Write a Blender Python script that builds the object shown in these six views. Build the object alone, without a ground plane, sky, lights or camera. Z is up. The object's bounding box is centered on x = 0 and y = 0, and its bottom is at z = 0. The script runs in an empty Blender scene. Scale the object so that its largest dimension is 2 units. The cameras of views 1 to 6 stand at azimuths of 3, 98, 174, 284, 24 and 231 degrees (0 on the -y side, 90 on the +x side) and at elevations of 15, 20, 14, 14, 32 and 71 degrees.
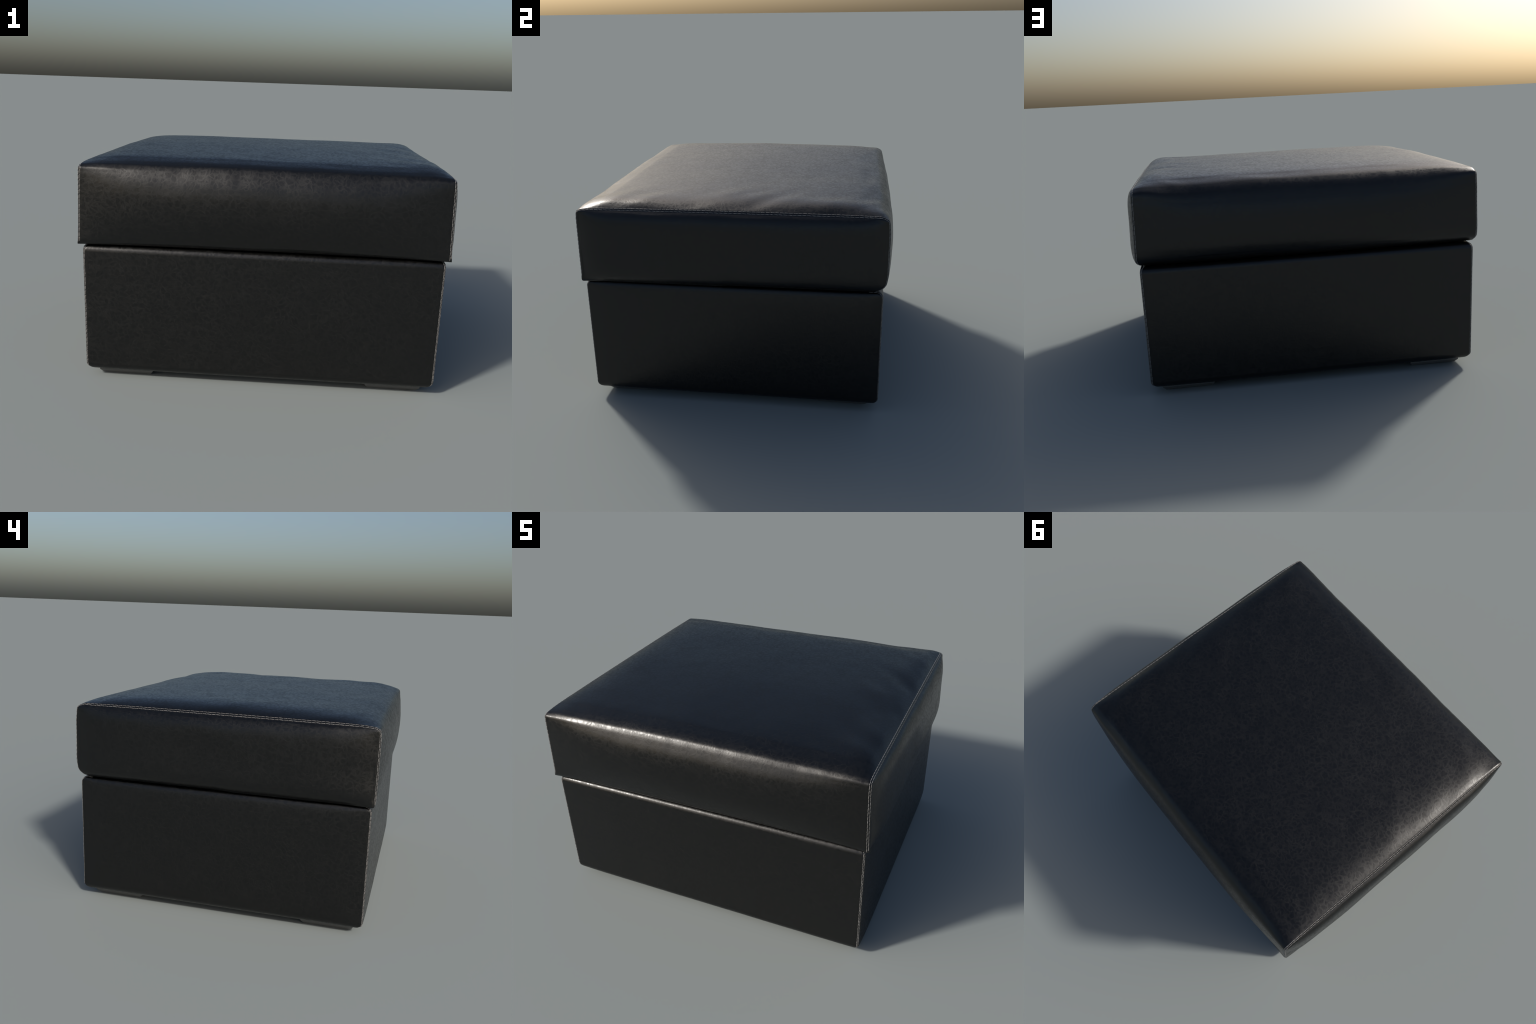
"""Black leather storage ottoman: padded cushion lid on a box base, double
top-stitched seams, four bevelled pad feet."""
import bpy, math
import numpy as np
from mathutils import Vector, noise

# ------------------------------------------------------------------ sizes
CUSHION_SEAM_TOP = 0.952      # half width at the top seam
CUSHION_SEAM_BOTTOM = 0.966   # half width at the bottom hem (flares out)
CUSHION_Z0, CUSHION_Z1 = 0.757, 1.176
BASE_HALF_X, BASE_HALF_Y = 0.945, 0.844
BASE_Z0, BASE_Z1 = 0.041, 0.751
GROOVE = 0.009                # how far the edges roll down to each seam
STITCH_LEN, STITCH_GAP, STITCH_R = 0.0250, 0.0002, 0.0012


# ------------------------------------------------------------ curve helper
def smooth_curve(points, counts, closed=True):
    """Hermite curve through control points, chord-length tangents."""
    P = np.array(points, float)
    n = len(P)
    out = []
    nxt = np.roll(P, -1, 0)
    L = np.linalg.norm(nxt - P, axis=1)
    Lp = np.roll(L, 1)
    D = (nxt - P) / L[:, None]
    Dp = np.roll(D, 1, 0)
    T = (D * Lp[:, None] + Dp * L[:, None]) / (L + Lp)[:, None]
    for i in range(n if closed else n - 1):
        j = (i + 1) % n
        u = np.linspace(0, 1, counts[i], endpoint=False)[:, None]
        h = L[i]
        hi, hj = min(h, 1.8 * L[i - 1]), min(h, 1.8 * L[j])   # keep long spans from overshooting
        out.append((2*u**3 - 3*u**2 + 1) * P[i] + (u**3 - 2*u**2 + u) * hi * T[i]
                   + (-2*u**3 + 3*u**2) * P[j] + (u**3 - u**2) * hj * T[j])
    return np.concatenate(out)


def loop_normals(P):
    t = np.roll(P, -1, 0) - np.roll(P, 1, 0)
    t /= np.linalg.norm(t, axis=1)[:, None] + 1e-12
    return np.stack([-t[:, 1], t[:, 0]], 1)      # loops run clockwise seen from +x


def make_mesh(name, verts, faces, material, parent, smooth=True):
    me = bpy.data.meshes.new(name)
    me.from_pydata([tuple(v) for v in verts], [], faces)
    me.update()
    if smooth:
        me.polygons.foreach_set("use_smooth", [True] * len(me.polygons))
    me.materials.append(material)
    ob = bpy.data.objects.new(name, me)
    bpy.context.scene.collection.objects.link(ob)
    ob.parent = parent
    return ob


# ------------------------------------------------------------- upholstered box
class Padded:
    """A strip (front, top, back, underside) closed by two stitched side panels.

    seam / crown: matching (y, z) control points of the strip's cross-section
    at the seam and in the middle of the width; runs front-bottom, up, over the
    top, down the back and home along the underside."""

    def __init__(self, seam, crown, counts, half_x, power, bulge, bulge_power, relief, sharp_below=-1.0):
        self.S = smooth_curve(seam, counts)
        self.C = smooth_curve(crown, counts)
        self.N = loop_normals(self.C)
        self.NS = loop_normals(self.S)
        self.half_x, self.bulge, self.bp, self.relief = half_x, bulge, bulge_power, relief
        p = np.array(power, float)
        self.p = np.concatenate([np.linspace(p[i], p[(i+1) % len(p)], c, endpoint=False)
                                 for i, c in enumerate(counts)])
        self.centre = np.array([0.0, 0.5 * (self.S[:, 1].min() + self.S[:, 1].max())])
        fade = np.clip((self.S[:, 1] - sharp_below) / 0.03, 0, 1)
        self.groove = GROOVE * np.where(self.S[:, 0] < 0, fade, 1.0)
        self.rim = self.S - self.NS * self.groove[:, None]
        self.reach = np.maximum(np.abs(np.sum((self.rim - self.centre) * self.NS, axis=1)), 0.05)

    # how far a side panel swells outward at (y, z); q = 1 on the seam
    def swell(self, yz, q, side):
        lo, hi = self.S.min(0), self.S.max(0)
        u = np.abs((yz[:, 0] - 0.5 * (lo[0] + hi[0])) / (0.5 * (hi[0] - lo[0])))
        v = np.abs((yz[:, 1] - 0.5 * (lo[1] + hi[1])) / (0.5 * (hi[1] - lo[1])))
        p, r = self.bp[0 if side < 0 else 1], self.bp[2]
        return self.bulge * np.clip(1 - u ** p, 0, 1) * np.clip(1 - v ** r, 0, 1) * (1 - q ** 30)

    # point rows of the strip at width parameter t (-1..1)
    def strip_row(self, t):
        w = (1 - abs(t) ** self.p)[:, None]
        yz = self.S + (self.C - self.S) * w
        n = self.NS + (self.N - self.NS) * w
        n /= np.linalg.norm(n, axis=1)[:, None]
        hx = self.half_x(yz[:, 0], yz[:, 1])
        d = (1 - abs(t)) * hx
        yz = yz - n * (self.groove * np.clip(1 - d / 0.0185, 0, 1) ** 2)[:, None]
        x = t * (hx - 0.001)
        return np.stack([x, yz[:, 0], yz[:, 1]], 1), np.stack([np.zeros(len(n)), n[:, 0], n[:, 1]], 1)

    # ring of a side panel, inset by distance d from the seam or by ratio r
    def panel_ring(self, side, d=None, r=None):
        q = (1 - d / self.reach) if r is None else np.full(len(self.rim), r)
        yz = self.centre + (self.rim - self.centre) * q[:, None]
        dist = (1 - q) * self.reach
        x = (self.half_x(yz[:, 0], yz[:, 1]) + self.swell(yz, q, side)
             - 0.001 * np.exp(-(dist / 0.0030) ** 2))
        return np.stack([side * x, yz[:, 0], yz[:, 1]], 1)

    def build_strip(self, name, material, parent, rows):
        verts, faces = [], []
        n = len(self.S)
        for t in rows:
            P, N = self.strip_row(t)
            if self.relief:
                P = P + N * np.array([self.relief(t, p, m) for p, m in zip(P, N)])[:, None]
            verts.append(P)
        for i in range(len(rows) - 1):
            a, b = i * n, (i + 1) * n
            for j in range(n):
                k = (j + 1) % n
                faces.append((a + j, b + j, b + k, a + k)[::-1])
        return make_mesh(name, np.concatenate(verts), faces, material, parent)

    def build_panel(self, name, material, parent, side, relief=None):
        insets = [0, .0012, .0025, .004, .006, .0085, .012, .017, .024, .033, .044]
        rings = [self.panel_ring(side, d=d) for d in insets]
        q0 = 1 - insets[-1] / self.reach
        for f in np.linspace(1, 0, 34)[1:-1]:
            q = q0 * f
            yz = self.centre + (self.rim - self.centre) * q[:, None]
            x = self.half_x(yz[:, 0], yz[:, 1]) + self.swell(yz, q, side)
            rings.append(np.stack([side * x, yz[:, 0], yz[:, 1]], 1))
        n = len(self.rim)
        verts = np.concatenate(rings)
        if relief:
            dx = np.array([relief(p) for p in verts])
            dx[: 6 * n] = 0
            verts[:, 0] += side * dx
        c = self.centre[None]
        hub = np.array([[side * (self.half_x(c[:, 0], c[:, 1])[0] + self.swell(c, np.zeros(1), side)[0]),
                         *self.centre]])
        if relief:
            hub[0, 0] += side * relief(hub[0])
        verts = np.concatenate([verts, hub])
        faces = []
        for i in range(len(rings) - 1):
            a, b = i * n, (i + 1) * n
            for j in range(n):
                k = (j + 1) % n
                f = (a + j, a + k, b + k, b + j)
                faces.append(f if side < 0 else f[::-1])
        a = (len(rings) - 1) * n
        for j in range(n):
            f = (a + j, a + (j + 1) % n, len(verts) - 1)
            faces.append(f if side < 0 else f[::-1])
        return make_mesh(name, verts, faces, material, parent)

    # two rows of running stitch beside the seam of one side
    def build_stitching(self, name, material, parent, side, offsets, keep, rng):
        hx = self.half_x(self.S[:, 0], self.S[:, 1])
        rows = []
        for off in offsets:
            P, N = self.strip_row(side * (1 - off / hx.mean()))
            lean = 0.9 * max(0.0, 1 - off / 0.0185)
            N = N + np.array([side * lean, 0, 0])
            rows.append((P, N / np.linalg.norm(N, axis=1)[:, None]))
        verts, faces = [], []
        for (P, N) in rows:
            Q = np.concatenate([P, P[:1]])
            M = np.concatenate([N, N[:1]])
            s = np.concatenate([[0], np.cumsum(np.linalg.norm(np.diff(Q, axis=0), axis=1))])
            at = lambda u: (np.array([np.interp(u, s, Q[:, k]) for k in range(3)]),
                            np.array([np.interp(u, s, M[:, k]) for k in range(3)]))
            pos = rng.uniform(0, STITCH_LEN)
            while pos + STITCH_LEN < s[-1]:
                L = STITCH_LEN * rng.uniform(0.93, 1.05)
                mid, _ = at(pos + L / 2)
                if keep(mid):
                    tilt = 0.0008 + rng.uniform(-0.0003, 0.0003)
                    steps = 6
                    base = len(verts)
                    for i in range(steps):
                        f = i / (steps - 1)
                        c, nn = at(pos + L * f)
                        c2, _ = at(pos + L * f + 0.002)
                        nn = nn / np.linalg.norm(nn)
                        tg = c2 - c; tg /= np.linalg.norm(tg) + 1e-12
                        bi = np.cross(tg, nn)
                        lift = STITCH_R * (0.6 - 0.8 * abs(2*f - 1) ** 6)
                        c = c + nn * lift + bi * tilt * (2*f - 1)
                        r = STITCH_R * (0.55 if i in (0, steps-1) else 1.0)
                        for a in range(6):
                            an = a * math.pi / 3
                            verts.append(c + nn * 0.6 * r * math.sin(an) + bi * r * math.cos(an))
                    for i in range(steps - 1):
                        for a in range(6):
                            b = (a + 1) % 6
                            o = base + i * 6
                            faces.append((o + a, o + 6 + a, o + 6 + b, o + b))
                    faces.append(tuple(base + a for a in range(6)))
                    faces.append(tuple(base + (steps-1)*6 + a for a in range(5, -1, -1)))
                pos += L + STITCH_GAP
        ob = make_mesh(name, verts, faces, material, parent)
        ob["kind"] = "stuff"
        return ob


# ------------------------------------------------------------------ materials
def leather_material(name, tint=(0.0014, 0.0014, 0.0013), rough=0.275):
    m = bpy.data.materials.new(name)
    m.use_nodes = True
    nt = m.node_tree
    N, L = nt.nodes, nt.links
    bsdf = N["Principled BSDF"]
    tc = N.new("ShaderNodeTexCoord")
    # warp so that the grain wanders
    warp = N.new("ShaderNodeTexNoise")
    warp.inputs["Scale"].default_value = 22
    warp.inputs["Detail"].default_value = 2
    L.new(tc.outputs["Object"], warp.inputs["Vector"])
    sub = N.new("ShaderNodeVectorMath"); sub.operation = 'SUBTRACT'
    sub.inputs[1].default_value = (0.5, 0.5, 0.5)
    L.new(warp.outputs["Color"], sub.inputs[0])
    sc = N.new("ShaderNodeVectorMath"); sc.operation = 'SCALE'
    sc.inputs["Scale"].default_value = 0.05
    L.new(sub.outputs[0], sc.inputs[0])
    add = N.new("ShaderNodeVectorMath"); add.operation = 'ADD'
    L.new(tc.outputs["Object"], add.inputs[0]); L.new(sc.outputs[0], add.inputs[1])

    def veins(scale, width):
        v = N.new("ShaderNodeTexVoronoi"); v.feature = 'DISTANCE_TO_EDGE'
        v.inputs["Scale"].default_value = scale
        L.new(add.outputs[0], v.inputs["Vector"])
        r = N.new("ShaderNodeMapRange"); r.interpolation_type = 'SMOOTHSTEP'
        r.inputs["From Min"].default_value = 0.0
        r.inputs["From Max"].default_value = width
        r.inputs["To Min"].default_value = 1.0
        r.inputs["To Max"].default_value = 0.0
        L.new(v.outputs["Distance"], r.inputs["Value"])
        return r.outputs["Result"]

    big, small = veins(34, 0.28), veins(70, 0.30)
    mixv = N.new("ShaderNodeMath"); mixv.operation = 'MULTIPLY_ADD'
    L.new(small, mixv.inputs[0]); mixv.inputs[1].default_value = 0.45
    L.new(big, mixv.inputs[2])
    # broad patches where the grain shows more or less
    patch = N.new("ShaderNodeTexNoise")
    patch.inputs["Scale"].default_value = 16
    patch.inputs["Detail"].default_value = 4
    L.new(tc.outputs["Object"], patch.inputs["Vector"])
    pr = N.new("ShaderNodeMapRange")
    pr.inputs["From Min"].default_value = 0.28; pr.inputs["From Max"].default_value = 0.72
    pr.inputs["To Min"].default_value = 0.45
    L.new(patch.outputs["Fac"], pr.inputs["Value"])
    grain = N.new("ShaderNodeMath"); grain.operation = 'MULTIPLY'
    L.new(mixv.outputs[0], grain.inputs[0]); L.new(pr.outputs[0], grain.inputs[1])
    # roughness: veins duller than the polished cells
    ro = N.new("ShaderNodeMath"); ro.operation = 'MULTIPLY_ADD'
    L.new(grain.outputs[0], ro.inputs[0]); ro.inputs[1].default_value = 0.135
    ro.inputs[2].default_value = rough
    L.new(ro.outputs[0], bsdf.inputs["Roughness"])
    # colour: slightly lighter and browner along the veins
    cm = N.new("ShaderNodeMix"); cm.data_type = 'RGBA'
    cm.inputs["A"].default_value = (*tint, 1)
    cm.inputs["B"].default_value = (tint[0]*1.35, tint[1]*1.28, tint[2]*1.2, 1)
    cl = N.new("ShaderNodeMath"); cl.operation = 'MULTIPLY'; cl.use_clamp = True
    L.new(grain.outputs[0], cl.inputs[0]); cl.inputs[1].default_value = 0.8
    L.new(cl.outputs[0], cm.inputs["Factor"])
    L.new(cm.outputs["Result"], bsdf.inputs["Base Color"])
    # bump
    fine = N.new("ShaderNodeTexNoise")
    fine.inputs["Scale"].default_value = 120
    fine.inputs["Detail"].default_value = 3
    L.new(tc.outputs["Object"], fine.inputs["Vector"])
    hb = N.new("ShaderNodeMath"); hb.operation = 'MULTIPLY_ADD'
    L.new(fine.outputs["Fac"], hb.inputs[0]); hb.inputs[1].default_value = 0.8
    L.new(mixv.outputs[0], hb.inputs[2])
    bump = N.new("ShaderNodeBump")
    bump.inputs["Strength"].default_value = 0.08
    bump.inputs["Distance"].default_value = 0.0012
    L.new(hb.outputs[0], bump.inputs["Height"])
    L.new(bump.outputs["Normal"], bsdf.inputs["Normal"])
    bsdf.inputs["Specular IOR Level"].default_value = 0.5
    return m


def thread_material():
    m = bpy.data.materials.new("stitch_thread")
    m.use_nodes = True
    nt = m.node_tree
    N, L = nt.nodes, nt.links
    bsdf = N["Principled BSDF"]
    tc = N.new("ShaderNodeTexCoord")
    nz = N.new("ShaderNodeTexNoise")
    nz.inputs["Scale"].default_value = 60
    L.new(tc.outputs["Object"], nz.inputs["Vector"])
    cr = N.new("ShaderNodeValToRGB")
    cr.color_ramp.elements[0].position = 0.3
    cr.color_ramp.elements[0].color = (0.17, 0.162, 0.155, 1)
    cr.color_ramp.elements[1].position = 0.7
    cr.color_ramp.elements[1].color = (0.36, 0.345, 0.33, 1)
    L.new(nz.outputs["Fac"], cr.inputs["Fac"])
    L.new(cr.outputs["Color"], bsdf.inputs["Base Color"])
    bsdf.inputs["Roughness"].default_value = 0.6
    return m


def plastic_material():
    m = bpy.data.materials.new("black_plastic")
    m.use_nodes = True
    nt = m.node_tree
    N, L = nt.nodes, nt.links
    bsdf = N["Principled BSDF"]
    nz = N.new("ShaderNodeTexNoise"); nz.inputs["Scale"].default_value = 40
    tc = N.new("ShaderNodeTexCoord")
    L.new(tc.outputs["Object"], nz.inputs["Vector"])
    mr = N.new("ShaderNodeMapRange")
    mr.inputs["To Min"].default_value = 0.26; mr.inputs["To Max"].default_value = 0.36
    L.new(nz.outputs["Fac"], mr.inputs["Value"]); L.new(mr.outputs[0], bsdf.inputs["Roughness"])
    bsdf.inputs["Base Color"].default_value = (0.10, 0.10, 0.098, 1)  # dark grey, clearly paler than the leather above
    return m


# ------------------------------------------------------------------ relief
def fold(a, b, seed, stretch):
    """Soft elongated wrinkles: noise stretched along direction b."""
    return noise.noise(Vector((a, b / stretch, seed)))


def cushion_relief(t, p, n):
    x, y, z = p
    edge = 1 - min(1.0, max(0.0, (1 - abs(t) - 0.016) / 0.05))
    seam_mask = 1 - edge * edge
    if seam_mask <= 0:
        return 0.0
    h = 0.0
    up = max(0.0, n[2])
    # diagonal pinch folds on the top, strongest towards both side seams
    d1, d2 = (x + y) * 0.7071, (x - y) * 0.7071
    near = max(0.0, 1 - (0.945 - abs(x)) / 0.42)
    h += up * near ** 1.2 * (0.0085 if x > 0 else 0.0035) * fold(d1 * 9.0, d2 * 9.0, 3.1, 4.0)
    # shallow creases behind the front edge
    nf = max(0.0, 1 - (0.86 - abs(y)) / 0.30)
    h += up * nf * 0.0045 * fold(y * 11.0 + x * 3.0, x * 11.0, 7.7, 4.5)
    # broad unevenness of the filling
    h += 0.0035 * noise.noise(Vector((x * 2.6, y * 2.6, z * 2.6 + 5.0)))
    # fuller corners on the right side, with a slack stretch between them
    if x > 0:
        puff = math.exp(-((x - 0.87) / 0.10) ** 2)
        h += up * 0.012 * puff * (math.exp(-((y - 0.55) / 0.27) ** 2) + 0.9 * math.exp(-((y + 0.55) / 0.27) ** 2))
        h -= 0.011 * math.exp(-((x - 0.64) / 0.13) ** 2) * max(0.0, (y - 0.72) / 0.15) * up
    # gathering along the front and back top edges, small dents
    side = 1 - up
    h += side * (1 - side) * 4 * 0.0014 * noise.noise(Vector((x * 13.0, z * 6.0, 11.0 + y)))
    h += 0.0006 * noise.noise(Vector((x * 11, y * 11, z * 11)))
    if n[2] < -0.5:
        h = 0.0
    return h * seam_mask


def panel_relief(p):
    x, y, z = p
    return 0.004 * noise.noise(Vector((y * 4.0, z * 6.0, 2.0 + x)))


def base_relief(t, p, n):
    x, y, z = p
    return 0.0012 * noise.noise(Vector((x * 4, y * 4, z * 4 + 9))) * (1 - abs(t) ** 30)


# ------------------------------------------------------------------ build
def build():
    rng = np.random.default_rng(7)
    sc = bpy.context.scene
    leather = leather_material("black_leather")
    thread = thread_material()
    plastic = plastic_material()

    root = bpy.data.objects.new("leather_ottoman", None)
    root["label"] = "square black leather ottoman with padded lid and pale double stitching"
    root["category"] = "ottoman"
    sc.collection.objects.link(root)

    # --- width rows: fine near the seams
    edge = np.array([0, .0012, .0025, .004, .006, .0085, .0105, .0125, .0145, .0165, .0185, .024, .033, .044])
    inner = np.linspace(-1, 1, 150)
    lim = 1 - 0.05
    rows = np.concatenate([-(1 - edge / 0.95), np.linspace(-lim, lim, 140), (1 - edge / 0.95)[::-1]])

    # --- cushion
    zb = CUSHION_Z0
    seam = [(-0.75, 0.754), (-0.83, zb - 0.002), (-0.854, zb), (-0.860, zb + 0.012), (-0.862, 0.86),
            (-0.862, 0.98), (-0.862, 1.05), (-0.862, 1.103), (-0.861, 1.138), (-0.856, 1.162),
            (-0.840, 1.172), (-0.80, 1.177), (-0.73, 1.179), (0.0, 1.180),
            (0.72, 1.179), (0.825, 1.176), (0.853, 1.162), (0.862, 1.115), (0.864, 1.00),
            (0.864, 0.91), (0.863, 0.845), (0.851, 0.793), (0.818, 0.763), (0.75, 0.754)]
    crown = [(-0.75, 0.753), (-0.805, 0.754), (-0.838, 0.760), (-0.857, 0.778), (-0.889, 0.87),
             (-0.901, 0.98), (-0.896, 1.055), (-0.884, 1.103), (-0.870, 1.134), (-0.856, 1.159),
             (-0.841, 1.177), (-0.812, 1.192), (-0.73, 1.210), (0.0, 1.232),
             (0.72, 1.211), (0.822, 1.187), (0.857, 1.154), (0.885, 1.09), (0.902, 0.99),
             (0.901, 0.91), (0.889, 0.835), (0.861, 0.787), (0.810, 0.757), (0.75, 0.753)]
    counts = [8, 6, 6, 16, 16, 10, 10, 10, 10, 10, 10, 10, 44, 44, 24, 16, 14, 14, 12, 12, 12, 10, 8, 24]
    power = [4, 4, 4, 3.5, 3.2, 3.2, 3.4, 3.8, 4.2, 5, 8, 10, 11, 11, 10, 8, 5, 3.5, 3.2, 3.2, 3.5, 4, 4, 4]

    def cushion_half(y, z):
        f = np.clip((z - CUSHION_Z0) / (CUSHION_Z1 - CUSHION_Z0), 0, 1)
        w = CUSHION_SEAM_BOTTOM + (CUSHION_SEAM_TOP - CUSHION_SEAM_BOTTOM) * f ** 0.7
        # the hem tucks under except at the front corners, where it hangs as a sharp flap
        tuck = np.clip((0.80 - z) / 0.052, 0, 1) ** 2
        return w - 0.016 * tuck * (1 - np.clip((-y - 0.70) / 0.14, 0, 1))

    pad = Padded(seam, crown, counts, cushion_half, power, 0.0375, (6.0, 9.0, 5.5), cushion_relief, sharp_below=0.762)
    cushion = pad.build_strip("cushion", leather, root, rows)
    for s in (-1, 1):
        pad.build_panel("side_panel", leather, cushion, s, panel_relief)
        pad.build_stitching("stitching", thread, cushion, s,
                            (0.0028, 0.0105), lambda p: p[2] > 0.765, rng)

    # --- base box
    def box(q):
        """Rounded rectangle, clockwise from the underside of the front edge."""
        z0, z1, rb, rt = BASE_Z0, BASE_Z1, 0.042, 0.036
        pts = []
        def arc(cy, cz, r, a0, n=9):
            for i in range(n):
                an = math.radians(a0 - 90 * i / (n - 1))
                pts.append((cy + r * math.cos(an), cz + r * math.sin(an)))
        def run(p, e, n):
            for i in range(1, n):
                f = 0.5 - 0.5 * math.cos(math.pi * i / n)
                pts.append((p[0] + (e[0]-p[0]) * f, p[1] + (e[1]-p[1]) * f))
        arc(-q + rb, z0 + rb, rb, 270)
        run((-q, z0 + rb), (-q, z1 - rt), 40)
        arc(-q + rt, z1 - rt, rt, 180)
        run((-q + rt, z1), (q - rt, z1), 40)
        arc(q - rt, z1 - rt, rt, 90)
        run((q, z1 - rt), (q, z0 + rb), 40)
        arc(q - rb, z0 + rb, rb, 360)
        run((q - rb, z0), (-q + rb, z0), 40)
        return pts

    def base_half(y, z):
        lo = np.clip((BASE_Z0 + 0.042 - z) / 0.042, 0, 1)
        hi = np.clip((z - (BASE_Z1 - 0.032)) / 0.032, 0, 1)
        return (BASE_HALF_X - 0.036 * (1 - np.sqrt(1 - lo ** 2))
                - 0.014 * (1 - np.sqrt(1 - hi ** 2)))

    outline = box(BASE_HALF_Y)
    bx = Padded(outline, box(BASE_HALF_Y + 0.004), [1] * len(outline), base_half,
                [6] * len(outline), 0.012, (10.0, 10.0, 10.0), base_relief)
    body = bx.build_strip("base", leather, root, rows)
    for s in (-1, 1):
        bx.build_panel("side_panel", leather, body, s)
        bx.build_stitching("stitching", thread, body, s,
                           (0.0036, 0.0092), lambda p: p[2] > BASE_Z0 + 0.02 and abs(p[1]) > 0.77, rng)

    # --- feet: square pads, sides splayed outward to the top
    lo, hi, bz = 0.132, 0.149, 0.020
    verts, faces = [], []
    for h, z in ((lo - 0.004, 0.0), (lo, 0.0012), (hi - 0.002, bz), (hi, bz + 0.003), (hi, 0.050)):
        verts += [(-h, -h, z), (h, -h, z), (h, h, z), (-h, h, z)]
    for i in range(4):
        for j in range(4):
            q = (j + 1) % 4
            faces.append((i*4 + j, i*4 + q, i*4 + 4 + q, i*4 + 4 + j))
    faces += [(3, 2, 1, 0), (16, 17, 18, 19)]
    foot = make_mesh("foot", verts, faces, plastic, root, smooth=False)
    foot.location = (-0.736, -0.638, 0)
    for x, y in ((0.736, -0.638), (0.736, 0.638), (-0.736, 0.638)):
        f = foot.copy()
        sc.collection.objects.link(f)
        f.location = (x, y, 0)
        f.parent = root


build()
